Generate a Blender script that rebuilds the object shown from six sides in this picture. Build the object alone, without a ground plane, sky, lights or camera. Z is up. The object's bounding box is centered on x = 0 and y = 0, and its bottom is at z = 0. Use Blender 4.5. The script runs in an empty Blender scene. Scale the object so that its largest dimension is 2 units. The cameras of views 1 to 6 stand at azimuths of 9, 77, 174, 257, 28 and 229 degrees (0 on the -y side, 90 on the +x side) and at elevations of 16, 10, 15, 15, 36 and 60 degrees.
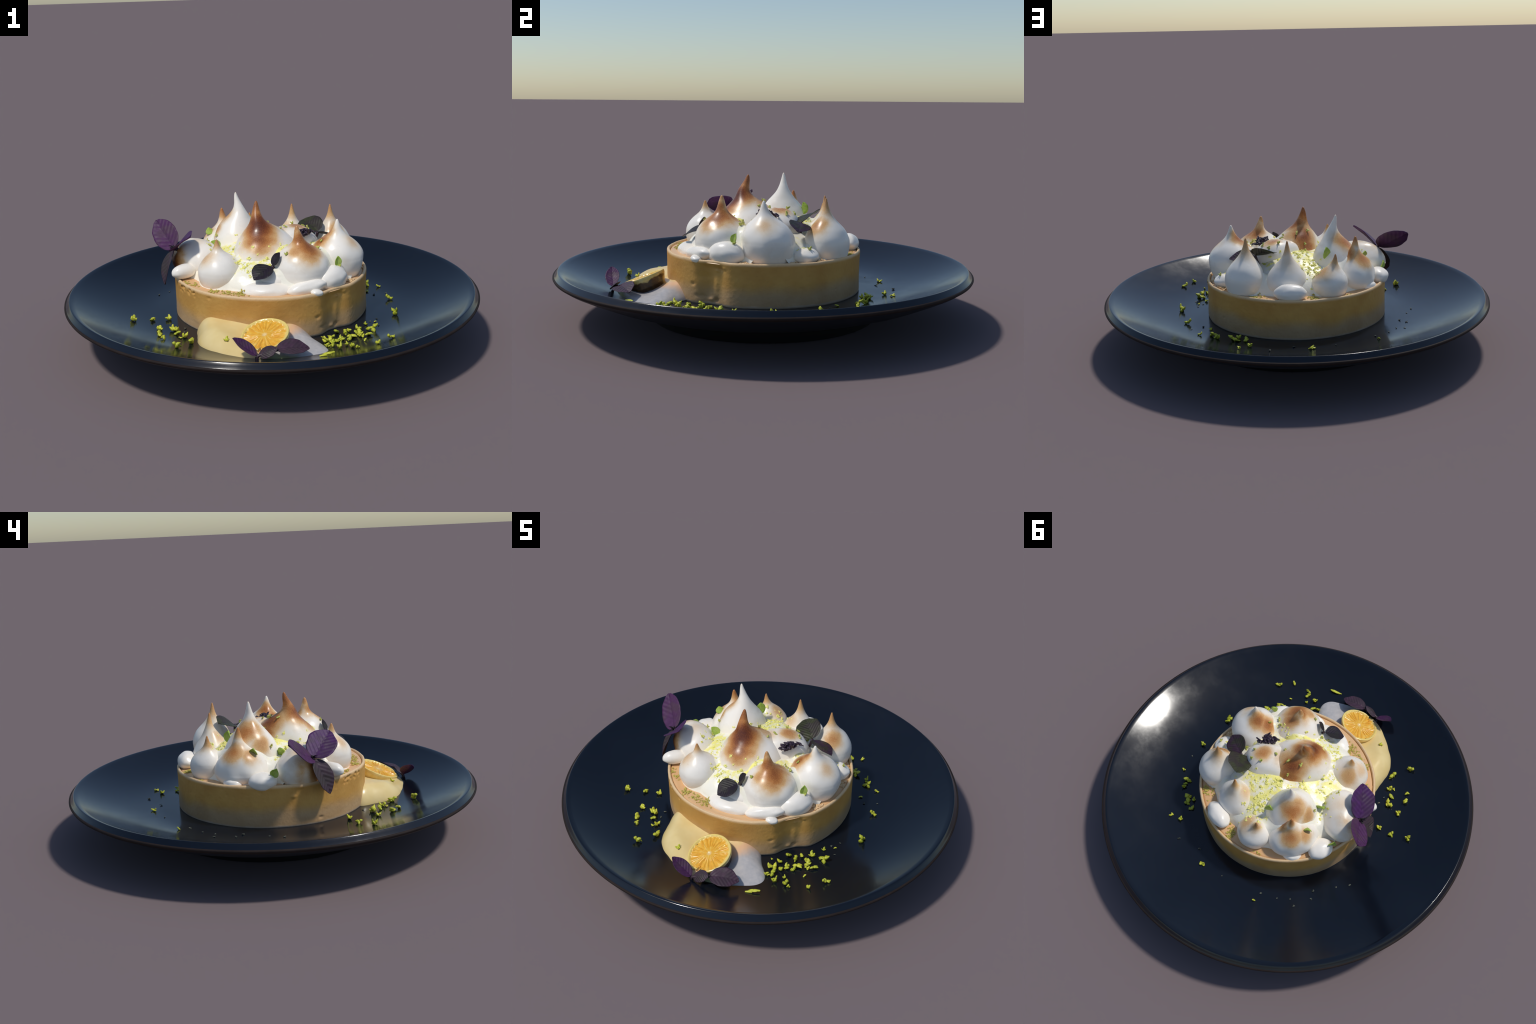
# A lemon meringue tart with cream, an orange slice and purple basil on a dark stoneware plate.
import bpy, math, random
import numpy as np
from mathutils import Vector, Matrix, noise
from mathutils.bvhtree import BVHTree

random.seed(7)
TAU = 2 * math.pi


# ------------------------------------------------------------------ helpers
def smooth(t):
    t = max(0.0, min(1.0, t))
    return t * t * (3 - 2 * t)


def curve(pts, t):
    """piecewise cubic (monotone-ish) interpolation of (t, value) knots"""
    if t <= pts[0][0]:
        return pts[0][1]
    for i in range(len(pts) - 1):
        (a, va), (b, vb) = pts[i], pts[i + 1]
        if t <= b:
            p = pts[i - 1] if i else pts[i]
            q = pts[i + 2] if i + 2 < len(pts) else pts[i + 1]
            h = b - a
            ma = (vb - p[1]) / (b - p[0]) if b != p[0] else 0
            mb = (q[1] - va) / (q[0] - a) if q[0] != a else 0
            s = (t - a) / h
            return ((2 * s**3 - 3 * s**2 + 1) * va + (s**3 - 2 * s**2 + s) * h * ma
                    + (-2 * s**3 + 3 * s**2) * vb + (s**3 - s**2) * h * mb)
    return pts[-1][1]


def n3(x, y, z, f=1.0, seed=0.0):
    return noise.noise(Vector((x * f + seed, y * f - seed * 0.7, z * f + 1.3 * seed)))


def mesh_object(name, verts, faces, mat=None, parent=None, is_smooth=True):
    me = bpy.data.meshes.new(name)
    me.from_pydata([tuple(v) for v in verts], [], faces)
    me.update()
    if is_smooth:
        me.polygons.foreach_set("use_smooth", [True] * len(me.polygons))
    ob = bpy.data.objects.new(name, me)
    bpy.context.scene.collection.objects.link(ob)
    if mat:
        me.materials.append(mat)
    if parent:
        attach(ob, parent)
    return ob


def attach(ob, parent):
    ob.parent = parent
    ob.matrix_parent_inverse = world_of(parent).inverted()


def world_of(ob):
    m = ob.matrix_basis.copy()
    while ob.parent:
        m = ob.parent.matrix_basis @ ob.matrix_parent_inverse @ m if False else ob.matrix_parent_inverse @ m
        ob = ob.parent
        m = ob.matrix_basis @ m
    return m


def empty(name, loc, label=None, category=None, parent=None):
    ob = bpy.data.objects.new(name, None)
    ob.empty_display_size = 0.05
    ob.matrix_basis = Matrix.Translation(loc)
    bpy.context.scene.collection.objects.link(ob)
    if label:
        ob["label"] = label
        ob["category"] = category
    if parent:
        attach(ob, parent)
    return ob


def lathe(profile, seg, closed_bottom=False, offset=None):
    """profile: list of (r, z); offset(a, r, z) -> (dr, dz) gives relief"""
    V, F = [], []
    for r, z in profile:
        for k in range(seg):
            a = TAU * k / seg
            dr, dz = offset(a, r, z) if offset else (0, 0)
            V.append(((r + dr) * math.cos(a), (r + dr) * math.sin(a), z + dz))
    for i in range(len(profile) - 1):
        for k in range(seg):
            k2 = (k + 1) % seg
            F.append((i * seg + k, i * seg + k2, (i + 1) * seg + k2, (i + 1) * seg + k))
    return V, F


def cap(V, F, first, seg, point, flip=False):
    V.append(point)
    c = len(V) - 1
    for k in range(seg):
        k2 = (k + 1) % seg
        F.append((c, first + k2, first + k) if flip else (c, first + k, first + k2))


# ------------------------------------------------------------------ materials
class Nodes:
    def __init__(self, name):
        self.mat = bpy.data.materials.new(name)
        self.mat.use_nodes = True
        self.t = self.mat.node_tree
        self.bsdf = self.t.nodes["Principled BSDF"]
        self.out = self.t.nodes["Material Output"]

    def new(self, kind, **kw):
        n = self.t.nodes.new("ShaderNode" + kind)
        for k, v in kw.items():
            setattr(n, k, v)
        return n

    def link(self, a, b):
        self.t.links.new(a, b)

    def put(self, sock, v):
        if hasattr(v, "is_linked") or isinstance(v, bpy.types.NodeSocket):
            self.link(v, sock)
        elif isinstance(v, (tuple, list)) and len(v) == 3 and sock.type == "RGBA":
            sock.default_value = (*v, 1)
        else:
            sock.default_value = v

    def coord(self, which="Object"):
        return self.new("TexCoord").outputs[which]

    def math(self, op, a, b=0.0, c=None, clamp=False):
        n = self.new("Math", operation=op, use_clamp=clamp)
        self.put(n.inputs[0], a)
        self.put(n.inputs[1], b)
        if c is not None:
            self.put(n.inputs[2], c)
        return n.outputs[0]

    def noise(self, vec, scale, detail=3.0, rough=0.5):
        n = self.new("TexNoise")
        self.link(vec, n.inputs["Vector"])
        n.inputs["Scale"].default_value = scale
        n.inputs["Detail"].default_value = detail
        n.inputs["Roughness"].default_value = rough
        return n.outputs["Fac"]

    def remap(self, v, a, b, c=0.0, d=1.0, soft=True):
        n = self.new("MapRange", interpolation_type="SMOOTHSTEP" if soft else "LINEAR")
        self.put(n.inputs["Value"], v)
        for i, x in zip(("From Min", "From Max", "To Min", "To Max"), (a, b, c, d)):
            n.inputs[i].default_value = x
        return n.outputs["Result"]

    def ramp(self, v, stops):
        n = self.new("ValToRGB")
        e = n.color_ramp.elements
        while len(e) < len(stops):
            e.new(0.5)
        for el, (p, c) in zip(e, stops):
            el.position = p
            el.color = (*c, 1)
        self.link(v, n.inputs[0])
        return n.outputs[0]

    def mix(self, f, a, b):
        n = self.new("Mix", data_type="RGBA")
        self.put(n.inputs[0], f)
        self.put(n.inputs[6], a)
        self.put(n.inputs[7], b)
        return n.outputs[2]

    def dist(self, vec, p, squash=(1, 1, 1)):
        s = self.new("VectorMath", operation="SUBTRACT")
        self.link(vec, s.inputs[0])
        s.inputs[1].default_value = p
        m = self.new("VectorMath", operation="MULTIPLY")
        self.link(s.outputs[0], m.inputs[0])
        m.inputs[1].default_value = squash
        l = self.new("VectorMath", operation="LENGTH")
        self.link(m.outputs[0], l.inputs[0])
        return l.outputs["Value"]

    def bump(self, h, strength, dist):
        b = self.new("Bump")
        b.inputs["Strength"].default_value = strength
        b.inputs["Distance"].default_value = dist
        self.link(h, b.inputs["Height"])
        self.link(b.outputs[0], self.bsdf.inputs["Normal"])

    def set(self, **kw):
        for k, v in kw.items():
            self.put(self.bsdf.inputs[k.replace("_", " ")], v)
        return self.mat


def xyz(N, vec):
    s = N.new("SeparateXYZ")
    N.link(vec, s.inputs[0])
    return s.outputs


def glaze_material():
    N = Nodes("dark_glaze")
    c = N.coord()
    f = N.noise(c, 3.0, 4)
    col = N.ramp(f, [(0.3, (0.0035, 0.0055, 0.0105)), (0.7, (0.005, 0.0078, 0.014))])
    r = N.remap(N.noise(c, 7.0, 5, 0.6), 0.35, 0.7, 0.13, 0.2)
    return N.set(Base_Color=col, Roughness=r, IOR=1.5)


def plain(name, color, rough, vary=0.0, scale=20.0, bump=0.0, **kw):
    N = Nodes(name)
    c = N.coord()
    col = color
    f = N.noise(c, scale, 4)
    if vary:
        col = N.ramp(f, [(0.25, tuple(x * (1 - vary) for x in color)), (0.75, tuple(min(1, x * (1 + vary)) for x in color))])
    if bump:
        N.bump(f, bump, 0.004)
    return N.set(Base_Color=col, Roughness=rough, **kw)


MERINGUE_WHITE = (0.975, 0.915, 0.815)  # lightened and warmed to offset blue skylight and match the bright centre
BURN = [(0.0, MERINGUE_WHITE), (0.14, (0.90, 0.77, 0.60)), (0.34, (0.74, 0.45, 0.20)),
        (0.58, (0.50, 0.20, 0.055)), (0.80, (0.24, 0.068, 0.018)), (1.0, (0.095, 0.025, 0.012))]


def meringue_material(name, spots):
    """torched meringue: spots = (centre, radius, strength[, squash])"""
    N = Nodes(name)
    c = N.coord()
    grain = N.noise(c, 260.0, 2, 0.6)
    cloud = N.noise(c, 14.0, 3, 0.5)
    wob = N.math("MULTIPLY_ADD", N.math("SUBTRACT", cloud, 0.5), 0.05, 0.0)
    total = None
    for s in spots:
        p, r, k = s[0], s[1], s[2]
        d = N.dist(c, p, s[3] if len(s) > 3 else (1, 1, 1))
        d = N.math("ADD", d, wob)
        m = N.remap(d, r * 1.34, r * 0.08, 0.0, k)
        total = m if total is None else N.math("MAXIMUM", total, m)
    if total is None:
        total = N.math("MULTIPLY", cloud, 0.0)
    # torch grain only where it is already coloured
    g = N.math("MULTIPLY_ADD", N.math("SUBTRACT", grain, 0.5), 0.55, 1.0)
    total = N.math("MULTIPLY", total, g)
    faint = N.remap(N.noise(c, 9.0, 2), 0.55, 0.8, 0.0, 0.10)
    total = N.math("ADD", total, N.math("MULTIPLY", faint, 0.5), clamp=True)
    col = N.ramp(total, BURN)
    N.bump(N.noise(c, 60.0, 3), 0.06, 0.004)
    return N.set(Base_Color=col, Roughness=N.remap(cloud, 0.3, 0.7, 0.24, 0.36), IOR=1.45)


def pastry_material():
    N = Nodes("baked_pastry")
    c = N.coord()
    s = xyz(N, c)
    big = N.noise(c, 4.0, 3)
    z = N.math("MULTIPLY_ADD", N.math("SUBTRACT", big, 0.5), 0.09, s[2])
    hue = N.remap(z, 0.185, 0.25)
    blot = N.noise(c, 9.0, 4)
    gold = N.ramp(blot, [(0.3, (0.57, 0.285, 0.066)), (0.7, (0.67, 0.375, 0.10))])
    pale = N.ramp(blot, [(0.3, (0.50, 0.31, 0.145)), (0.7, (0.58, 0.385, 0.20))])
    col = N.mix(hue, pale, gold)
    rim = N.remap(s[2], 0.318, 0.336)
    col = N.mix(N.math("MULTIPLY", rim, 0.8), col, (0.82, 0.60, 0.36))
    foot = N.remap(N.math("MULTIPLY_ADD", N.noise(c, 25.0, 3), 0.012, s[2]), 0.157, 0.147)
    col = N.mix(N.math("MULTIPLY", foot, 0.55), col, (0.72, 0.60, 0.46))
    fine = N.noise(c, 90.0, 5, 0.65)
    col = N.mix(N.remap(fine, 0.56, 0.75, 0, 0.25), col, (0.42, 0.20, 0.06))
    N.bump(N.math("ADD", fine, N.noise(c, 22.0, 4)), 0.22, 0.006)
    return N.set(Base_Color=col, Roughness=0.5, IOR=1.4)


def custard_material():
    N = Nodes("lemon_custard")
    c = N.coord()
    f = N.noise(c, 8.0, 4)
    col = N.ramp(f, [(0.3, (0.74, 0.42, 0.19)), (0.7, (0.80, 0.52, 0.27))])
    N.bump(N.noise(c, 30.0, 3), 0.1, 0.005)
    return N.set(Base_Color=col, Roughness=0.36)


def cream_material():
    N = Nodes("yellow_cream")
    c = N.coord()
    s = xyz(N, c)
    f = N.noise(c, 12.0, 4)
    yel = N.ramp(f, [(0.3, (0.78, 0.585, 0.24)), (0.7, (0.85, 0.67, 0.31))])
    wob = N.math("MULTIPLY", N.math("SUBTRACT", f, 0.5), 0.10)
    edge = N.math("ADD", N.math("SUBTRACT", s[0], N.math("MULTIPLY", s[1], 0.45)), wob)
    peach = N.remap(edge, 0.03, 0.085)
    white = N.remap(edge, 0.085, 0.165)
    col = N.mix(peach, yel, (0.84, 0.52, 0.30))  # orange-tinted sunlight bounced off the slice, painted onto the cream
    silk = N.noise(c, 46.0, 3)
    col = N.mix(white, col, N.ramp(silk, [(0.3, (0.47, 0.46, 0.46)), (0.7, (0.58, 0.55, 0.53))]))
    lime = N.math("MULTIPLY", N.remap(N.math("ADD", s[1], wob), -0.098, -0.128), N.remap(s[0], -0.03, 0.06))
    col = N.mix(N.math("MULTIPLY", lime, 0.85), col, (0.36, 0.40, 0.16))
    N.bump(N.noise(c, 40.0, 3), 0.06, 0.005)
    return N.set(Base_Color=col, Roughness=0.27)


def orange_flesh_material():
    N = Nodes("orange_flesh")
    c = N.coord()
    s = xyz(N, c)
    r = N.math("SQRT", N.math("ADD", N.math("POWER", s[0], 2.0), N.math("POWER", s[1], 2.0)))
    ang = N.math("ARCTAN2", s[1], s[0])
    comb = N.new("CombineXYZ")
    N.link(N.math("COSINE", ang), comb.inputs[0])
    N.link(N.math("SINE", ang), comb.inputs[1])
    N.link(N.math("MULTIPLY", r, 6.0), comb.inputs[2])
    streak = N.noise(comb.outputs[0], 6.0, 2)
    col = N.ramp(streak, [(0.3, (0.78, 0.36, 0.03)), (0.55, (0.86, 0.47, 0.05)), (0.75, (0.90, 0.62, 0.16))])
    rim = N.remap(r, 0.088, 0.099)
    col = N.mix(rim, col, (0.86, 0.66, 0.20))
    core = N.remap(r, 0.016, 0.004)
    col = N.mix(N.math("MULTIPLY", core, 0.7), col, (0.88, 0.70, 0.36))
    v = N.new("TexVoronoi")
    N.link(c, v.inputs["Vector"])
    v.inputs["Scale"].default_value = 42.0
    seed = N.math("MULTIPLY", N.remap(v.outputs["Distance"], 0.16, 0.08), N.remap(r, 0.078, 0.086))
    col = N.mix(N.math("MULTIPLY", seed, 0.85), col, (0.12, 0.06, 0.02))
    return N.set(Base_Color=col, Roughness=0.25)


def orange_rind_material():
    N = Nodes("orange_rind")
    c = N.coord()
    s = xyz(N, c)
    wob = N.math("MULTIPLY", N.math("SUBTRACT", N.noise(c, 16.0, 3), 0.5), 0.05)
    side = N.remap(N.math("ADD", s[0], wob), 0.01, 0.05)      # torched, sticky side
    low = N.remap(N.math("ADD", s[2], wob), -0.018, -0.026)
    f = N.noise(c, 60.0, 4)
    rind = N.ramp(f, [(0.3, (0.80, 0.56, 0.14)), (0.7, (0.86, 0.68, 0.30))])
    amber = N.ramp(f, [(0.3, (0.028, 0.013, 0.002)), (0.7, (0.10, 0.045, 0.006))])
    col = N.mix(N.math("MULTIPLY", side, low), rind, amber)
    N.bump(f, 0.2, 0.003)
    return N.set(Base_Color=col, Roughness=0.25)


def leaf_material(name, blade, vein, edge):
    """leaf coordinates: x along the midrib 0..1, y across"""
    N = Nodes(name)
    c = N.coord()
    s = xyz(N, c)
    ay = N.math("ABSOLUTE", s[1])
    ph = N.math("SUBTRACT", s[0], N.math("MULTIPLY", ay, 0.9))
    w = N.math("SINE", N.math("MULTIPLY", ph, 46.0))
    lat = N.remap(w, 0.7, 1.0, 0, 0.14)
    mid = N.remap(ay, 0.020, 0.004, 0, 0.6)
    f = N.noise(c, 7.0, 4)
    col = N.ramp(f, [(0.3, tuple(x * 0.78 for x in blade)), (0.7, tuple(x * 1.2 for x in blade))])
    col = N.mix(N.remap(N.noise(c, 2.6, 2), 0.45, 0.65), col, edge)
    col = N.mix(N.math("MAXIMUM", lat, mid), col, vein)
    N.bump(N.math("ADD", w, N.math("MULTIPLY", f, 2.5)), 0.14, 0.012)
    return N.set(Base_Color=col, Roughness=0.5, IOR=1.35)


def zest_material(name, a, b, rough=0.45):
    N = Nodes(name)
    info = N.new("ObjectInfo")
    f = N.noise(N.coord(), 45.0, 3)
    m = N.math("ADD", N.math("MULTIPLY", info.outputs["Random"], 0.6), N.math("MULTIPLY", f, 0.5), clamp=True)
    col = N.ramp(m, [(0.15, a), (0.9, b)])
    return N.set(Base_Color=col, Roughness=rough)


GLAZE = glaze_material()
CLAY = plain("bare_clay_edge", (0.024, 0.017, 0.015), 0.65, 0.2, 15, IOR=1.22)
UNDER = plain("matt_underglaze", (0.006, 0.0075, 0.012), 0.5, 0.15, 8)
FOOT = plain("black_foot", (0.003, 0.003, 0.003), 0.7)

# ------------------------------------------------------------------ plate
FLOOR = 0.1378


def floor_z(r, x=0.0):
    """the well is flat, then sweeps up to the rim; it leans a little towards +x"""
    return FLOOR + (0.113 * ((r - 0.56) / 0.405) ** 1.82 if r > 0.56 else 0.0) - 0.005 * x * (1 - smooth((r - 0.65) / 0.32))


plate = empty("dinner_plate", (0, 0, 0), "round dark navy stoneware plate with raised rim", "plate")
SEG = 224
top = [(r, floor_z(r)) for r in (0.02, 0.15, 0.3, 0.45, 0.53)] + [(0.56 + 0.405 * i / 26, floor_z(0.56 + 0.405 * i / 26)) for i in range(27)]
top += [(0.9690, 0.2513), (0.9735, 0.2526), (0.9755, 0.2520), (0.9772, 0.2503), (0.9840, 0.2412), (0.9905, 0.2325), (0.9920, 0.2308)]


def wobble(a, r, z):
    k = smooth((r - 0.5) / 0.4)
    lean = -0.005 * r * math.cos(a) * (1 - smooth((r - 0.65) / 0.32)) if z > 0.13 else 0.0
    return (0.0, 0.0012 * math.sin(2 * a + 1.1) * k + lean)


V, F = lathe(top, SEG, offset=wobble)
cap(V, F, 0, SEG, (0, 0, FLOOR))
mesh_object("plate_well", V, F, GLAZE, plate)
edge = [(0.9920, 0.2308), (0.9965, 0.2302), (0.9995, 0.2275), (1.0, 0.2235), (0.9970, 0.2180), (0.9890, 0.2125)]
V, F = lathe(edge, SEG, offset=wobble)
mesh_object("rim_edge", V, F, CLAY, plate)
under = [(0.9890, 0.2125), (0.97, 0.2000), (0.94, 0.1855), (0.90, 0.1675), (0.86, 0.1500), (0.82, 0.1335), (0.78, 0.1185), (0.74, 0.1050), (0.70, 0.0930), (0.66, 0.0830), (0.62, 0.0745), (0.58, 0.0660)]
V, F = lathe(under, SEG, offset=wobble)
mesh_object("underside", V, F, UNDER, plate)
foot = [(0.58, 0.066), (0.574, 0.056), (0.562, 0.034), (0.547, 0.013), (0.538, 0.003), (0.528, 0.0), (0.49, 0.0), (0.483, 0.006), (0.478, 0.04), (0.40, 0.05), (0.02, 0.05)]
V, F = lathe(foot, SEG, offset=wobble)
cap(V, F, (len(foot) - 1) * SEG, SEG, (0, 0, 0.05), True)
mesh_object("foot_ring", V, F, FOOT, plate)

# ------------------------------------------------------------------ tart
tart = empty("meringue_tart", (0, 0, FLOOR), "round lemon tart topped with torched meringue kisses", "tart")
PASTRY = pastry_material()

# dents and crumbs of the wall: (azimuth deg, z, size in azimuth deg, size in z, depth)
DENTS = [(-37.8, 0.300, 2.2, 0.010, 0.010), (-39.5, 0.292, 1.6, 0.006, -0.006), (-35.5, 0.305, 1.5, 0.008, -0.005),
         (-40.5, 0.235, 2.6, 0.05, -0.006), (-45.5, 0.225, 3.0, 0.06, 0.005), (-55.6, 0.223, 1.3, 0.008, 0.006),
         (-48.8, 0.262, 4.0, 0.016, 0.003), (-40.9, 0.158, 1.6, 0.010, 0.010), (-44.0, 0.160, 2.4, 0.008, -0.005),
         (-51.0, 0.172, 3.0, 0.010, 0.004), (-119, 0.311, 1.2, 0.006, 0.004), (178, 0.282, 1.4, 0.008, -0.005),
         (-166, 0.165, 1.2, 0.006, 0.005), (-177, 0.326, 3.0, 0.010, -0.006), (-128, 0.19, 3.0, 0.03, -0.003)]
rp = random.Random(3)
for i in range(26):    # the crumbly patch below the rim, front left
    DENTS.append((-142 + rp.gauss(0, 5.5), 0.322 - abs(rp.gauss(0, 0.012)), rp.uniform(0.35, 0.8), rp.uniform(0.003, 0.006), rp.uniform(0.004, 0.008)))
for i in range(34):
    DENTS.append((rp.uniform(-180, 180), rp.uniform(0.15, 0.325), rp.uniform(0.25, 0.6), rp.uniform(0.0025, 0.005), rp.uniform(0.001, 0.003)))


def wall_relief(a, r, z):
    if r < 0.448:
        return (0, 0)
    deg = math.degrees(a)
    x, y = r * math.cos(a), r * math.sin(a)
    u = ((deg + 42.5 + 180) % 360 - 180) / 8.5
    d = -0.026 * math.exp(-abs(u) ** 3.2) * (1 - 0.35 * smooth((z - 0.30) / 0.03))     # the pressed-in fold beside the cream
    d += 0.0035 * n3(x, y, z, 4.0, 3) + 0.0010 * n3(x, y, z * 0.6, 14, 5) + 0.0005 * n3(x, y, z, 70, 9)
    for (da, dz, sa, sz, k) in DENTS:
        u = ((deg - da + 180) % 360 - 180) / sa
        w = (z - dz) / sz
        q = u * u + w * w
        if q < 6:
            d -= k * math.exp(-q)
    top_w = 0.0032 * n3(x, y, 0, 12, 2) * smooth((z - 0.31) / 0.02)
    return (d, top_w)


wall = [(0.455, FLOOR - 0.006), (0.462, FLOOR - 0.004), (0.4655, FLOOR + 0.004)]
for i in range(44):
    z = FLOOR + 0.009 + (0.322 - FLOOR - 0.009) * i / 43
    t = (z - 0.14) / 0.19
    wall.append((0.4665 - 0.0022 * math.sin(math.pi * t) , z))
for i in range(1, 9):
    a = math.pi * i / 8
    wall.append((0.4585 + 0.008 * math.cos(a), 0.324 + 0.0125 * math.sin(a)))
wall += [(0.449, 0.3195), (0.444, 0.3165)]
V, F = lathe(wall, 540, offset=wall_relief)
cap(V, F, 0, 540, (0, 0, FLOOR - 0.006), True)
shell = mesh_object("pastry_shell", V, F, PASTRY, tart)

CUSTARD = custard_material()
cust = [(0.4505, 0.3225), (0.446, 0.3285)] + [(0.44 * (1 - i / 16), 0.3290) for i in range(16)]
V, F = lathe(cust, 160, offset=lambda a, r, z: (0, 0.0016 * n3(r * math.cos(a), r * math.sin(a), 0, 14)))
cap(V, F, (len(cust) - 1) * 160, 160, (0, 0, 0.329))
custard = mesh_object("custard_filling", V, F, CUSTARD, tart)

# ------------------------------------------------------------------ meringue
SOLID_V, SOLID_F = [], []      # what the zest lands on


def remember(V, F):
    b = len(SOLID_V)
    SOLID_V.extend(Vector(v) for v in V)
    for f in F:
        if len(f) == 4:
            SOLID_F.extend([(f[0] + b, f[1] + b, f[2] + b), (f[0] + b, f[2] + b, f[3] + b)])
        else:
            SOLID_F.append(tuple(i + b for i in f))


remember(V, F)

SPIKE = [(0, 1.0), (0.11, 0.982), (0.22, 0.92), (0.34, 0.80), (0.45, 0.635), (0.56, 0.435), (0.67, 0.265), (0.78, 0.155), (0.89, 0.088), (0.955, 0.052), (0.985, 0.03), (1.0, 0.0)]


DOME = [(0, 1.0), (0.15, 0.975), (0.28, 0.89), (0.40, 0.74), (0.49, 0.57), (0.56, 0.40), (0.63, 0.265), (0.71, 0.185), (0.80, 0.14), (0.89, 0.10), (0.955, 0.062), (0.985, 0.036), (1.0, 0.0)]


def kiss_mesh(base, rx, ry, rot, zw, tip, dome=0.0, pinch=1.0, hook=(0, 0), z0=0.322, seed=0.0):
    """a piped kiss: rings up a spine that bends from the bulb to the drawn-out tip"""
    seg, V, F = 72, [], []
    rows = []
    for i in range(14):
        t = i / 13
        rows.append((z0 + (zw - z0) * t, 0.80 + 0.20 * math.sin(math.pi / 2 * t ** 0.8), 0.0))
    for i in range(1, 54):
        t = i / 53
        q = t ** pinch
        rows.append((zw + (tip[2] - zw) * t, max(0.0, curve(SPIKE, q) * (1 - dome) + curve(DOME, q) * dome), t))
    ca, sa = math.cos(math.radians(rot)), math.sin(math.radians(rot))
    mean = 0.5 * (rx + ry)
    for z, k, t in rows[:-1]:
        s = smooth(t * 1.05) if t > 0 else 0.0
        h = math.sin(math.pi * smooth((t - 0.35) / 0.65)) if t > 0.35 else 0.0
        cx = base[0] + (tip[0] - base[0]) * s + hook[0] * h
        cy = base[1] + (tip[1] - base[1]) * s + hook[1] * h
        rnd = smooth((t - 0.35) / 0.35)              # spike is round whatever the bulb
        ex, ey = rx + (mean - rx) * rnd, ry + (mean - ry) * rnd
        kk = k
        for j in range(seg):
            a = TAU * j / seg
            u, v = ex * kk * math.cos(a), ey * kk * math.sin(a)
            x, y = cx + u * ca - v * sa, cy + u * sa + v * ca
            d = 1 + 0.10 * n3(x, y, z, 6.5, seed) * (1 - 0.6 * rnd) + 0.03 * n3(x, y, z, 18, seed + 4)
            V.append((cx + (x - cx) * d, cy + (y - cy) * d, z))
    m = len(rows) - 1
    for i in range(m - 1):
        for j in range(seg):
            j2 = (j + 1) % seg
            F.append((i * seg + j, i * seg + j2, (i + 1) * seg + j2, (i + 1) * seg + j))
    cap(V, F, (m - 1) * seg, seg, (tip[0], tip[1], tip[2]))
    V[-1] = tuple(tip)
    return V, F


def blob_mesh(c, r, rot=0.0, seed=0.0, amp=0.10, tilt=0.0, flat=0.0):
    """a soft ellipsoidal dab"""
    V, F = [], []
    n, m = 48, 26
    R = Matrix.Rotation(math.radians(rot), 3, "Z") @ Matrix.Rotation(math.radians(tilt), 3, "Y")
    for i in range(1, m):
        p = math.pi * i / m
        for j in range(n):
            a = TAU * j / n
            d = Vector((math.sin(p) * math.cos(a), math.sin(p) * math.sin(a), math.cos(p)))
            k = 1 + amp * n3(d.x, d.y, d.z, 1.6, seed) + amp * 0.15 * n3(d.x, d.y, d.z, 4.0, seed + 3)
            q = Vector((d.x * r[0], d.y * r[1], d.z * r[2])) * k
            V.append(Vector(c) + R @ q)
    for i in range(m - 2):
        for j in range(n):
            j2 = (j + 1) % n
            F.append((i * n + j, (i + 1) * n + j, (i + 1) * n + j2, i * n + j2))
    cap(V, F, 0, n, Vector(c) + R @ Vector((0, 0, r[2])))
    cap(V, F, (m - 2) * n, n, Vector(c) - R @ Vector((0, 0, r[2])), True)
    return [tuple(v) for v in V], F


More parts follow.
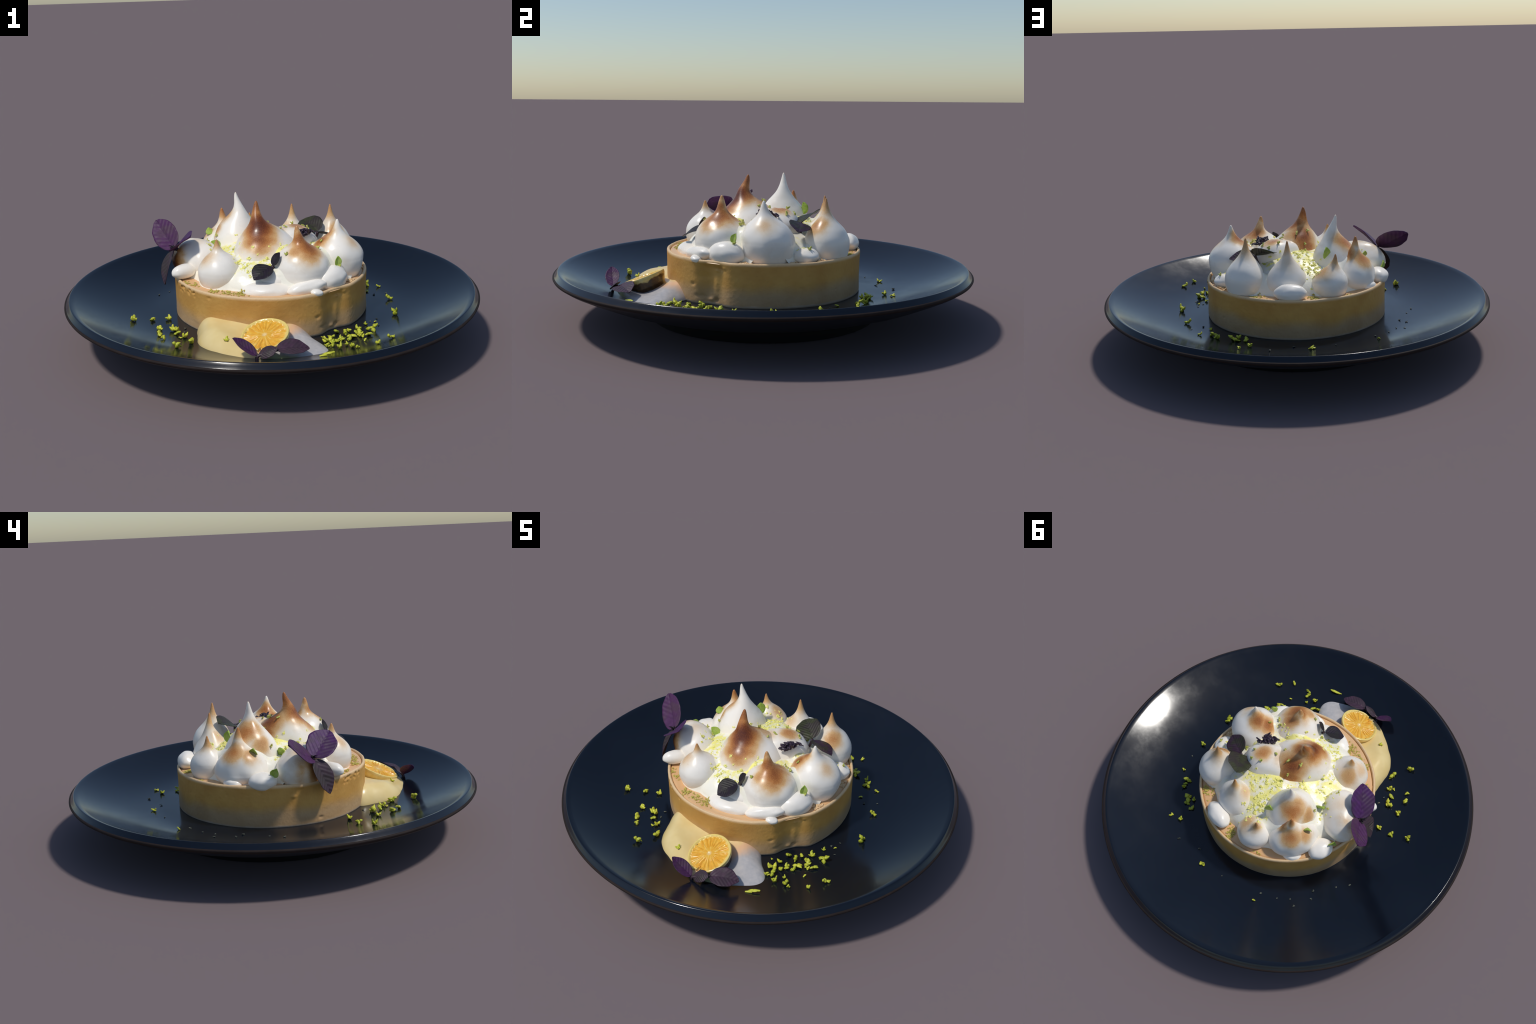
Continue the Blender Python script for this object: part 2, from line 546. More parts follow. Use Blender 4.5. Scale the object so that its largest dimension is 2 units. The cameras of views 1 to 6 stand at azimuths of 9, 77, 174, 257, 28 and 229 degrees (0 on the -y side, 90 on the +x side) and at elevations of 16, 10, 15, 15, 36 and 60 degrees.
TIP = 0.55
KISSES = [
    # base, rx, ry, rot, z of widest ring, tip, shape, hook, burn spots (centre, radius, strength, squash)
    dict(base=(0.002, -0.078), rx=0.168, ry=0.140, rot=49, zw=0.430, tip=(-0.051, -0.067, 0.684), dome=0.35, pinch=0.88, hook=(-0.004, -0.020),
         spots=[((-0.030, -0.125, 0.565), 0.115, 0.94, (1.15, 1, 0.8)), ((-0.025, -0.155, 0.505), 0.095, 0.85), ((-0.045, 0.010, 0.555), 0.105, 0.80, (1.15, 1, 1)),
                ((-0.060, 0.045, 0.505), 0.085, 0.72), ((-0.051, -0.072, 0.665), 0.10, 0.72), ((0.02, 0.0, 0.56), 0.08, 0.40)]),
    dict(base=(-0.182, 0.137), rx=0.128, ry=0.130, rot=0, zw=0.42, tip=(-0.186, 0.143, 0.679), dome=0.0, pinch=0.92, hook=(0.014, -0.004),
         spots=[((-0.218, 0.16, 0.53), 0.075, 0.70), ((-0.27, 0.115, 0.485), 0.06, 0.48), ((-0.186, 0.143, 0.70), 0.03, 0.3)]),
    dict(base=(-0.260, 0.192), rx=0.134, ry=0.122, rot=90, zw=0.368, tip=(-0.274, 0.217, 0.581), dome=0.55, pinch=0.90, hook=(0.002, 0.006),
         spots=[((-0.310, 0.25, 0.475), 0.070, 0.58), ((-0.335, 0.185, 0.450), 0.055, 0.46), ((-0.235, 0.225, 0.50), 0.06, 0.60), ((-0.274, 0.217, 0.58), 0.075, 0.6)]),
    dict(base=(-0.124, 0.336), rx=0.088, ry=0.086, rot=0, zw=0.385, tip=(-0.151, 0.341, 0.527), dome=0.15, pinch=0.84, hook=(0.0, 0.0),
         spots=[((-0.085, 0.345, 0.43), 0.07, 0.38), ((-0.151, 0.341, 0.53), 0.085, 0.52)]),
    dict(base=(0.08, 0.276), rx=0.108, ry=0.095, rot=0, zw=0.372, tip=(0.078, 0.282, 0.589), dome=0.0, pinch=0.84, hook=(0.0, 0.004),
         spots=[((0.03, 0.245, 0.48), 0.065, 0.30), ((0.078, 0.282, 0.60), 0.11, 0.52), ((0.08, 0.33, 0.50), 0.07, 0.2)]),
    dict(base=(0.285, 0.235), rx=0.099, ry=0.103, rot=0, zw=0.395, tip=(0.277, 0.229, 0.60), dome=0.0, pinch=0.87,
         spots=[((0.325, 0.165, 0.495), 0.075, 0.56), ((0.277, 0.229, 0.61), 0.12, 0.5)]),
    dict(base=(0.325, -0.052), rx=0.126, ry=0.126, rot=0, zw=0.41, tip=(0.331, -0.074, 0.60), dome=0.1,
         spots=[((0.285, -0.055, 0.53), 0.065, 0.68), ((0.255, -0.085, 0.50), 0.065, 0.66), ((0.40, -0.085, 0.50), 0.06, 0.28)]),
    dict(base=(0.18, -0.233), rx=0.131, ry=0.129, rot=0, zw=0.405, tip=(0.158, -0.232, 0.608), dome=0.8, pinch=0.92, hook=(0.004, -0.002),
         spots=[((0.205, -0.255, 0.51), 0.09, 0.74), ((0.180, -0.255, 0.545), 0.06, 0.70), ((0.19, -0.18, 0.535), 0.07, 0.70),
                ((0.21, -0.29, 0.475), 0.07, 0.55), ((0.160, -0.29, 0.50), 0.055, 0.48), ((0.146, -0.240, 0.60), 0.045, 0.5)]),
    dict(base=(-0.203, -0.25), rx=0.100, ry=0.100, rot=0, zw=0.385, tip=(-0.211, -0.252, 0.544), dome=0.4, pinch=1.02,
         spots=[((-0.25, -0.275, 0.455), 0.06, 0.30), ((-0.245, -0.20, 0.47), 0.075, 0.42), ((-0.211, -0.252, 0.555), 0.07, 0.52)]),
]
for i, k in enumerate(KISSES):
    spots = k.pop("spots")
    V, F = kiss_mesh(seed=11.0 + 3.7 * i, **k)
    remember(V, F)
    mesh_object("meringue_kiss", V, F, meringue_material("torched_meringue", spots), tart)

# two kisses whose tips were knocked down
V, F = blob_mesh((-0.350, -0.055, 0.383), (0.142, 0.106, 0.105), -38, 5.0, 0.07)
remember(V, F)
mesh_object("meringue_kiss", V, F, meringue_material("torched_meringue", [((-0.415, -0.040, 0.385), 0.078, 0.9), ((-0.43, -0.085, 0.39), 0.08, 0.85),
            ((-0.395, -0.025, 0.44), 0.05, 0.5), ((-0.34, -0.06, 0.49), 0.07, 0.18)]), tart)
V, F = blob_mesh((0.095, 0.032, 0.43), (0.148, 0.112, 0.108), 28, 8.0, 0.08)
remember(V, F)
mesh_object("meringue_kiss", V, F, meringue_material("torched_meringue", [((0.125, 0.058, 0.535), 0.062, 0.55), ((0.03, 0.0, 0.56), 0.07, 0.38)]), tart)

WHITE = meringue_material("plain_meringue", [])


def glow_tinted_material():
    N = Nodes("glow_tinted_meringue")
    c = N.coord()
    r = N.dist(c, (0, 0, 0), (1, 1, 0))
    f = N.math("ADD", N.noise(c, 26.0, 4, 0.6), N.math("MULTIPLY", N.math("SUBTRACT", N.noise(c, 7.0, 2), 0.5), 0.6))
    y = N.math("MULTIPLY", N.remap(f, 0.42, 0.62), N.remap(r, 0.36, 0.24))
    col = N.mix(y, (0.985, 0.94, 0.80), (0.98, 0.90, 0.27))  # yellow-white glow of the tart's centre painted into the bed colour
    N.bump(N.noise(c, 50.0, 4), 0.25, 0.006)
    return N.set(Base_Color=col, Roughness=0.35)


DABS = [
    ((-0.386, -0.188, 0.366), (0.066, 0.036, 0.035), 42, 0),
    ((0.035, -0.352, 0.335), (0.118, 0.066, 0.040), 6, 0),
    ((0.062, -0.300, 0.362), (0.085, 0.060, 0.056), 10, 0),
    ((0.212, -0.348, 0.350), (0.095, 0.036, 0.033), 25, -8),
    ((0.258, -0.368, 0.333), (0.030, 0.022, 0.017), 30, 10),
    ((0.318, -0.238, 0.362), (0.056, 0.086, 0.056), -35, 0),
    ((0.080, 0.405, 0.358), (0.080, 0.050, 0.044), -12, 0),
    ((0.372, 0.110, 0.350), (0.062, 0.060, 0.038), 20, 0),
    ((-0.408, 0.142, 0.350), (0.054, 0.066, 0.042), -10, 0),
    ((-0.325, 0.262, 0.335), (0.050, 0.040, 0.026), 40, 0),
]
for i, (c, r, rot, tilt) in enumerate(DABS):
    V, F = blob_mesh(c, r, rot, 20 + 2.3 * i, 0.07, tilt)
    remember(V, F)
    mesh_object("meringue_dab", V, F, WHITE, tart)

# the soft layer between the kisses: their own heights, smoothed, so that it fills the creases
CELL, HALF = 0.008, 0.44
GN = int(2 * HALF / CELL) + 1
kiss_tree = BVHTree.FromPolygons(SOLID_V, SOLID_F)
grid = np.full((GN, GN), 0.325)
for i in range(GN):
    for j in range(GN):
        h = kiss_tree.ray_cast(Vector((-HALF + i * CELL, -HALF + j * CELL, 1)), Vector((0, 0, -1)))[0]
        if h is not None:
            grid[i, j] = h.z


def blur(g, sigma):
    n = int(3 * sigma / CELL)
    k = np.exp(-0.5 * (np.arange(-n, n + 1) * CELL / sigma) ** 2)
    k /= k.sum()
    g = np.pad(g, n, mode="edge")
    g = np.apply_along_axis(lambda v: np.convolve(v, k, "valid"), 0, g)
    return np.apply_along_axis(lambda v: np.convolve(v, k, "valid"), 1, g)


soft = np.maximum(blur(np.minimum(grid, 0.50), 0.026), blur(np.minimum(grid, 0.50), 0.05) - 0.012)


def soft_at(x, y):
    u, v = (x + HALF) / CELL, (y + HALF) / CELL
    i, j = min(GN - 2, max(0, int(u))), min(GN - 2, max(0, int(v)))
    a, b = u - i, v - j
    return (soft[i, j] * (1 - a) + soft[i + 1, j] * a) * (1 - b) + (soft[i, j + 1] * (1 - a) + soft[i + 1, j + 1] * a) * b


bed = [(0.425 * (1 - i / 70), 0.0) for i in range(70)]


def bed_z(x, y):
    r = math.hypot(x, y)
    z = soft_at(x, y) + 0.006 * n3(x, y, 0, 16, 7) - 0.075 * smooth((r - 0.335) / 0.085)
    core = 0.318 + 0.156 * math.sqrt(max(0.0, 1 - (r / 0.375) ** 2)) + 0.010 * n3(x, y, 0, 11, 3)
    core += 0.022 * math.exp(-((x - 0.03) ** 2 + (y - 0.14) ** 2) / 0.012)
    return max(0.315, z, core)


V, F = lathe(bed, 240, offset=lambda a, r, z: (0, bed_z(r * math.cos(a), r * math.sin(a))))
cap(V, F, 69 * 240, 240, (0, 0, bed_z(0, 0)))
remember(V, F)
mesh_object("meringue_bed", V, F, glow_tinted_material(), tart)

# ------------------------------------------------------------------ cream
cream = empty("cream_swoosh", (0.02, -0.56, FLOOR), "smear of pale yellow cream with a whitened end", "cream")
OUT = [(-0.285, -0.36), (-0.279, -0.44), (-0.258, -0.525), (-0.215, -0.59), (-0.15, -0.638), (-0.06, -0.690), (0.03, -0.721), (0.13, -0.712),
       (0.215, -0.693), (0.29, -0.664), (0.325, -0.625), (0.328, -0.57), (0.297, -0.51), (0.255, -0.46), (0.21, -0.40), (0.10, -0.40), (-0.05, -0.40), (-0.18, -0.36)]
CC = Vector((0.01, -0.52))
ring = []
for i in range(len(OUT)):          # closed Catmull-Rom outline
    p0, p1, p2, p3 = (Vector(OUT[(i + k - 1) % len(OUT)]) for k in range(4))
    for j in range(10):
        t = j / 10
        ring.append(0.5 * ((2 * p1) + (p2 - p0) * t + (2 * p0 - 5 * p1 + 4 * p2 - p3) * t * t + (3 * p1 - p0 - 3 * p2 + p3) * t**3))


def cream_top(x, y):
    d = math.hypot(x, y) - 0.465
    h = 0.086 - 0.15 * max(0.0, d)
    h -= 0.036 * smooth((x - 0.12) / 0.16)
    h -= 0.040 * math.exp(-(((x - 0.045) / 0.13) ** 2 + ((y + 0.555) / 0.11) ** 2))
    h -= 0.018 * math.exp(-(((x - 0.15) / 0.06) ** 2 + ((y + 0.60) / 0.07) ** 2))
    h += 0.006 * math.exp(-(((x + 0.18) / 0.06) ** 2 + ((y + 0.54) / 0.05) ** 2))
    return h + 0.003 * n3(x, y, 0, 9)


V, F = [], []
M, NR = 30, len(ring)
for i in range(M + 1):
    rho = 1 - (i / M) ** 1.7 if i else 1.0
    rho = max(rho, 0.02)
    for p in ring:
        q = CC + (p - CC) * rho
        e = (1 - rho) * (p - CC).length           # distance from the edge
        k = min(1.0, e / 0.10)
        prof = (1 - (1 - k) ** 2.2) ** 0.72
        lump = 0.004 * n3(p.x, p.y, 0, 22) * math.exp(-e / 0.02)
        dirn = (p - CC).normalized()
        V.append((q.x + dirn.x * lump, q.y + dirn.y * lump, FLOOR + 0.001 + cream_top(q.x, q.y) * prof))
for i in range(M):
    for j in range(NR):
        j2 = (j + 1) % NR
        F.append((i * NR + j, i * NR + j2, (i + 1) * NR + j2, (i + 1) * NR + j))
cap(V, F, M * NR, NR, (CC.x, CC.y, FLOOR + cream_top(CC.x, CC.y)))
cream_v = [(x - 0.02, y + 0.56, z - FLOOR) for x, y, z in V]
CREAM = cream_material()
# local object coordinates: the colour bands sit relative to the smear
ob = mesh_object("cream_layer", cream_v, F, None)
ob.data.materials.append(CREAM)
ob.parent = cream
CREAM_TREE = BVHTree.FromPolygons([Vector(v) for v in V], F)

# ------------------------------------------------------------------ orange slice
def frame(c, nrm, xdir):
    n = Vector(nrm).normalized()
    x = Vector(xdir)
    x = (x - n * x.dot(n)).normalized()
    y = n.cross(x)
    return Matrix(((x.x, y.x, n.x, c[0]), (x.y, y.y, n.y, c[1]), (x.z, y.z, n.z, c[2]), (0, 0, 0, 1)))


OR = 0.1065
orange = empty("orange_slice", (0, 0, 0), "thick round slice of candied orange with segments", "orange slice")
orange.matrix_basis = frame((0.049, -0.592, 0.221), (0.364 * math.cos(-2.028), 0.364 * math.sin(-2.028), 0.931), (1, 0, 0))


def notch(a):
    u = ((a - math.radians(-92) + math.pi) % TAU - math.pi) / 0.22
    return 1 - 0.17 * math.exp(-u * u) * (1 + 0.5 * math.sin(a * 37))


seg = 240
rim_r = [OR * notch(TAU * j / seg) * (1 + 0.012 * math.sin(3 * TAU * j / seg + 1) + 0.006 * n3(math.cos(TAU * j / seg), math.sin(TAU * j / seg), 0, 4)) for j in range(seg)]
folds = []
ro = random.Random(5)
a = 0.0
while a < TAU - 0.12:
    folds.append(a + ro.uniform(-0.05, 0.05))
    a += ro.uniform(0.20, 0.36)
V, F = [], []
rows = 34
for i in range(rows + 1):
    k = 1 - i / (rows + 1)
    for j in range(seg):
        a = TAU * j / seg
        r = rim_r[j] * k
        d = min(abs((a - f + math.pi) % TAU - math.pi) for f in folds)
        rad = smooth((k - 0.20) / 0.3) * smooth((0.93 - k) / 0.08)
        ridge = math.exp(-(d / 0.055) ** 2)
        z = -0.004 * smooth((0.95 - k) / 0.05) - 0.006 * rad * (1 - ridge) * (0.7 + 0.6 * abs(n3(math.cos(a), math.sin(a), k, 3.0, 2)))
        z += 0.0010 * n3(r * math.cos(a), r * math.sin(a), 0, 40) - 0.004 * smooth((0.12 - k) / 0.12)
        if k > 0.985:
            z -= 0.002
        V.append((r * math.cos(a), r * math.sin(a), z))
for i in range(rows):
    for j in range(seg):
        j2 = (j + 1) % seg
        F.append((i * seg + j, i * seg + j2, (i + 1) * seg + j2, (i + 1) * seg + j))
cap(V, F, rows * seg, seg, (0, 0, -0.006))
ob = mesh_object("orange_flesh", V, F, orange_flesh_material())
ob.parent = orange
V, F = [], []
side = [(1.0, -0.002), (1.012, -0.006), (1.006, -0.014), (0.985, -0.024), (0.955, -0.034), (0.92, -0.048), (0.88, -0.066), (0.80, -0.072)]
for k, z in side:
    for j in range(seg):
        a = TAU * j / seg
        low = smooth((-z - 0.016) / 0.02)
        kk = k - low * 0.05 * smooth(0.5 + math.cos(a)) + 0.012 * n3(math.cos(a), math.sin(a), z * 30, 3.5) * low
        V.append((rim_r[j] * kk * math.cos(a), rim_r[j] * kk * math.sin(a), z + 0.004 * low * n3(math.cos(a), math.sin(a), 0, 5)))
for i in range(len(side) - 1):
    for j in range(seg):
        j2 = (j + 1) % seg
        F.append((i * seg + j2, i * seg + j, (i + 1) * seg + j, (i + 1) * seg + j2))
cap(V, F, (len(side) - 1) * seg, seg, (0, 0, -0.072), False)
ob = mesh_object("orange_rind", V, F, orange_rind_material())
ob.parent = orange

# ------------------------------------------------------------------ basil
PURPLE = leaf_material("purple_leaf", (0.075, 0.022, 0.080), (0.045, 0.013, 0.050), (0.078, 0.036, 0.068))
VIOLET = leaf_material("violet_leaf", (0.070, 0.018, 0.098), (0.040, 0.010, 0.055), (0.058, 0.022, 0.068))
MAUVE = leaf_material("grey_mauve_leaf", (0.052, 0.030, 0.044), (0.028, 0.016, 0.028), (0.046, 0.034, 0.035))
DUSK = leaf_material("near_black_leaf", (0.019, 0.012, 0.020), (0.010, 0.007, 0.012), (0.022, 0.019, 0.018))
OLIVE = leaf_material("olive_leaf", (0.038, 0.041, 0.016), (0.020, 0.018, 0.012), (0.034, 0.026, 0.022))
LIME_LEAF = leaf_material("lime_leaf", (0.36, 0.50, 0.07), (0.28, 0.42, 0.06), (0.42, 0.52, 0.12))
STEM = plain("dark_stem", (0.045, 0.022, 0.035), 0.5, 0.3, 40)


def leaf_mesh(ratio, fold, curl, ripple, seed=0.0, thick=0.026, blunt=0.92, full=0.52):
    """unit-length ovate blade with a grooved midrib and puckered side veins; both faces and the edge"""
    nu, nv = 30, 16
    top, F = [], []
    for i in range(nu + 1):
        u = i / nu
        w = 0.53 * ratio * (math.sin(math.pi * min(1.0, u ** blunt)) ** full) * (1 - 0.06 * u) * (1 - 0.32 * smooth((u - 0.72) / 0.28)) + 0.006
        if i == nu:
            w = 0.004
        for j in range(nv + 1):
            v = 2 * j / nv - 1
            y = v * w
            z = curl * math.sin(math.pi * u) + fold * abs(v) ** 1.25 * w
            z += 0.2 * ripple * math.sin((u - 0.9 * abs(y)) * 46) * (1 - abs(v) ** 3) * math.sin(math.pi * u)
            z += 0.030 * n3(u * 2, y * 3, 0, 1.2, seed) * math.sin(math.pi * min(1, u * 1.2)) - 0.012 * math.exp(-(v / 0.09) ** 2)
            x = u + 0.02 * n3(u * 3, v * 2, 0, 1.0, seed + 5) * abs(v)
            top.append((x, y * (1 + 0.05 * n3(u * 6, v, 0, 1, seed)), z))
    n = len(top)
    V = top + [(x, y, z - thick * (0.35 + 0.65 * (1 - abs(2 * (k % (nv + 1)) / nv - 1) ** 4))) for k, (x, y, z) in enumerate(top)]
    for i in range(nu):
        for j in range(nv):
            a, b = i * (nv + 1) + j, (i + 1) * (nv + 1) + j
            F.append((a, b, b + 1, a + 1))
            F.append((n + a, n + a + 1, n + b + 1, n + b))
    loop = [i * (nv + 1) for i in range(nu + 1)] + [nu * (nv + 1) + j for j in range(1, nv + 1)] + \
           [i * (nv + 1) + nv for i in range(nu - 1, -1, -1)] + [j for j in range(nv - 1, 0, -1)]
    for k in range(len(loop)):
        a, b = loop[k], loop[(k + 1) % len(loop)]
        F.append((a, n + a, n + b, b))
    return V, F


def leaf(base, tip, w, mat, parent, fold=0.15, curl=0.03, ripple=0.008, up=(0, 0, 1), seed=0.0, blunt=0.92, full=0.52, name="leaf", thick=0.026):
    base, tip, w = Vector(base), Vector(tip), Vector(w)
    d = tip - base
    L = d.length
    x = d / L
    y = (w - x * w.dot(x))
    ratio = y.length / L
    y.normalize()
    z = x.cross(y)
    if z.dot(Vector(up)) < 0:
        z, y = -z, -y
    V, F = leaf_mesh(ratio, fold, curl, ripple, seed, thick, blunt, full)
    ob = mesh_object(name, V, F, mat)
    ob.matrix_basis = Matrix(((x.x * L, y.x * L, z.x * L, base.x), (x.y * L, y.y * L, z.y * L, base.y), (x.z * L, y.z * L, z.z * L, base.z), (0, 0, 0, 1)))
    attach(ob, parent)
    return ob


def tube(pts, radii, name, mat, parent, seg=10):
    P = [Vector(p) for p in pts]
    V, F = [], []
    fine, rad = [], []
    for i in range(len(P) - 1):
        p0, p1, p2, p3 = P[max(0, i - 1)], P[i], P[i + 1], P[min(len(P) - 1, i + 2)]
        for j in range(6):
            t = j / 6
            fine.append(0.5 * ((2 * p1) + (p2 - p0) * t + (2 * p0 - 5 * p1 + 4 * p2 - p3) * t * t + (3 * p1 - p0 - 3 * p2 + p3) * t**3))
            rad.append(radii[i] + (radii[i + 1] - radii[i]) * t)
    fine.append(P[-1])
    rad.append(radii[-1])
    for i, p in enumerate(fine):
        d = (fine[min(i + 1, len(fine) - 1)] - fine[max(i - 1, 0)]).normalized()
        a = d.cross(Vector((0.3, 0.2, 1))).normalized()
        b = d.cross(a)
        for j in range(seg):
            an = TAU * j / seg
            V.append(p + (a * math.cos(an) + b * math.sin(an)) * rad[i])
    for i in range(len(fine) - 1):
        for j in range(seg):
            j2 = (j + 1) % seg
            F.append((i * seg + j, i * seg + j2, (i + 1) * seg + j2, (i + 1) * seg + j))
    cap(V, F, 0, seg, fine[0], True)
    cap(V, F, (len(fine) - 1) * seg, seg, fine[-1])
    return mesh_object(name, V, F, mat, parent)


S = empty("basil_sprig", (-0.457, -0.082, 0.448), "sprig of three purple basil leaves", "basil leaves")
leaf((-0.460, -0.078, 0.450), (-0.580, 0.062, 0.552), (0.093, 0.025, 0.066), PURPLE, S, 0.12, -0.03, 0.012, up=(0.2, -0.6, 0.5), seed=1, full=0.42)
leaf((-0.452, -0.088, 0.450), (-0.348, -0.198, 0.541), (-0.064, -0.102, -0.052), VIOLET, S, 0.16, 0.02, 0.008, up=(-0.6, 0.2, 0.6), seed=2, full=0.45)
leaf((-0.460, -0.086, 0.442), (-0.498, -0.147, 0.286), (-0.056, 0.084, -0.018), MAUVE, S, 0.16, 0.06, 0.010, up=(-1, -0.3, 0.2), seed=3)
tube([(-0.400, -0.060, 0.425), (-0.43, -0.07, 0.437), (-0.457, -0.082, 0.448)], [0.008, 0.008, 0.010], "stem", STEM, S)
for k in range(5):
    a = TAU * k / 5
    leaf((-0.457, -0.082, 0.448), (-0.468 + 0.016 * math.cos(a), -0.086 + 0.016 * math.sin(a), 0.458 + 0.008 * math.sin(a * 2)), (0.012 * math.sin(a), -0.012 * math.cos(a), 0.003), DUSK, S, 0.3, 0.1, 0, seed=k)

S = empty("basil_sprig", (0.051, -0.31, 0.436), "small sprig of two blackish basil leaves", "basil leaves")
leaf((0.046, -0.314, 0.437), (-0.022, -0.388, 0.395), (-0.076, 0.057, 0.024), DUSK, S, 0.14, 0.06, 0.006, seed=4, full=0.6)
leaf((0.053, -0.309, 0.440), (0.087, -0.304, 0.500), (0.030, -0.035, -0.014), DUSK, S, 0.22, -0.03, 0.004, up=(-0.5, -0.5, 0.6), seed=5)
tube([(0.07, -0.285, 0.40), (0.06, -0.30, 0.425), (0.051, -0.31, 0.436)], [0.006, 0.006, 0.007], "stem", STEM, S)

S = empty("basil_sprig", (0.224, 0.125, 0.482), "sprig of two olive and purple basil leaves", "basil leaves")
leaf((0.221, 0.129, 0.484), (0.136, 0.226, 0.518), (0.094, 0.067, 0.045), OLIVE, S, 0.16, 0.05, 0.010, seed=6, full=0.42)
leaf((0.228, 0.122, 0.482), (0.352, 0.080, 0.458), (0.028, 0.090, -0.030), leaf_material("plum_leaf", (0.040, 0.019, 0.035), (0.02, 0.010, 0.018), (0.034, 0.031, 0.021)), S, 0.12, 0.04, 0.008, seed=7)
tube([(0.20, 0.13, 0.42), (0.215, 0.128, 0.455), (0.224, 0.125, 0.482)], [0.007, 0.007, 0.008], "stem", STEM, S)

S = empty("basil_sprig", (0.039, -0.724, 0.174), "sprig of three purple basil leaves", "basil leaves")
leaf((0.034, -0.724, 0.178), (-0.063, -0.725, 0.252), (0.009, 0.061, 0.013), PURPLE, S, 0.30, -0.03, 0.008, seed=8)
leaf((0.043, -0.723, 0.178), (0.121, -0.716, 0.209), (0.014, -0.050, -0.028), MAUVE, S, -0.30, 0.08, 0.006, seed=9)
leaf((0.118, -0.702, 0.197), (0.250, -0.664, 0.192), (0.024, -0.088, -0.027), leaf_material("dusty_plum_leaf", (0.060, 0.029, 0.050), (0.032, 0.015, 0.028), (0.050, 0.029, 0.042)), S, 0.16, 0.05, 0.008, seed=10)
tube([(0.125, -0.701, 0.196), (0.08, -0.716, 0.186), (0.039, -0.724, 0.172), (0.036, -0.726, 0.158)], [0.005, 0.006, 0.008, 0.006], "stem", STEM, S)

# a dried, crinkled flower of basil on the meringue
S = empty("dried_basil_tip", (0.171, -0.023, 0.517), "crinkled dark purple dried basil tip", "dried herb")
rc = random.Random(12)
CRISP = plain("dried_purple", (0.034, 0.018, 0.034), 0.45, 0.5, 60)
# ------------------------------------------------------------------ zest
def shred_mesh(seed):
    """a curly shred of grated peel: a few tapering lobes thrown from one knot"""
    r = random.Random(seed)
    V, F = [], []
    for arm in range(r.choice([3, 4, 4, 5])):
        a = TAU * arm / 4.3 + r.uniform(-0.5, 0.5)
        L = r.uniform(0.45, 1.0)
        el = r.uniform(-0.1, 1.05)
        d = Vector((math.cos(a) * math.cos(el), math.sin(a) * math.cos(el), math.sin(el)))
        side = d.cross(Vector((0, 0, 1))).normalized()
        upv = side.cross(d)
        b = len(V)
        bend, twist = r.uniform(-0.9, 0.9), r.uniform(-1.5, 1.5)
        wmax = r.uniform(0.20, 0.36)
        n = 6
        for i in range(n + 1):
            t = i / n
            c = d * L * t + upv * (0.25 * math.sin(t * 3 + seed)) * t + side * bend * t * t * 0.4
            w = wmax * (0.6 + 0.6 * math.sin(math.pi * t * 0.8 + r.uniform(-.3, .3)) + 0.30 * math.sin(t * 9 + arm * 2 + seed)) * (1 - 0.85 * t ** 5) + 0.02
            ph = twist * t
            for q in range(6):
                an = TAU * q / 6 + ph
                V.append(c + side * math.cos(an) * w + upv * math.sin(an) * w * 0.62)
        for i in range(n):
            for q in range(6):
                q2 = (q + 1) % 6
                F.append((b + i * 6 + q, b + i * 6 + q2, b + (i + 1) * 6 + q2, b + (i + 1) * 6 + q))
        F.append(tuple(b + n * 6 + q for q in range(6)))
        F.append(tuple(b + 5 - q for q in range(6)))
    lo = min(v.z for v in V)
    return [Vector((v.x, v.y, v.z - lo - 0.06)) for v in V], F


ZEST = zest_material("lime_zest_peel", (0.40, 0.44, 0.022), (0.68, 0.68, 0.06))
YZEST = zest_material("lemon_zest_crumb", (0.82, 0.78, 0.09), (0.98, 0.93, 0.36))  # crumb yellow lightened towards the glow in the valleys
GOLDCRUMB = zest_material("golden_crumb", (0.50, 0.38, 0.05), (0.66, 0.60, 0.16))
DARK = zest_material("dark_speck", (0.02, 0.025, 0.02), (0.16, 0.17, 0.12))
SHREDS = []
for s in range(12):
    v, f = shred_mesh(100 + s)
    me = bpy.data.meshes.new("zest_shred")
    me.from_pydata([tuple(x) for x in v], [], f)
    me.polygons.foreach_set("use_smooth", [True] * len(me.polygons))
    me.update()
    SHREDS.append(me)


# the dried basil tip: one tight crumple of curled scraps
for k in range(26):
    t, q = rc.gauss(0, 0.42), rc.gauss(0, 0.42)
    t, q = max(-1, min(1, t)), max(-1, min(1, q))
    p = (0.171 - 0.66 * 0.050 * t + 0.75 * 0.026 * q, -0.023 - 0.75 * 0.050 * t - 0.66 * 0.026 * q, 0.508 + rc.uniform(-0.004, 0.020) * (1 - 0.5 * abs(t)))
    v, f = shred_mesh(700 + k)
    m = Matrix.Translation(p) @ Matrix.Rotation(rc.uniform(0, TAU), 4, "Z") @ Matrix.Rotation(rc.uniform(-1.2, 1.2), 4, "X") @ Matrix.Diagonal((0.026, 0.022, 0.020, 1))
    mesh_object("crinkled_scrap", [m @ x for x in v], f, CRISP, S)


def place(mesh, loc, size, rot, mat, parent, name="zest_shred", nrm=None):
    ob = bpy.data.objects.new(name, mesh)
    bpy.context.scene.collection.objects.link(ob)
    if not mesh.materials:
        mesh.materials.append(mat)
    ob.material_slots[0].link = "OBJECT"
    ob.material_slots[0].material = mat
    q = Vector(nrm).to_track_quat("Z", "Y").to_matrix().to_4x4() if nrm is not None else Matrix.Identity(4)
    ob.matrix_basis = Matrix.Translation(loc) @ q @ Matrix.Rotation(rot, 4, "Z") @ Matrix.Diagonal((size[0], size[1], size[2], 1))
    attach(ob, parent)
    return ob


rz = random.Random(21)
zest = empty("lime_zest", (0, 0, FLOOR), "scattered curls of yellow green lime zest", "lime zest")
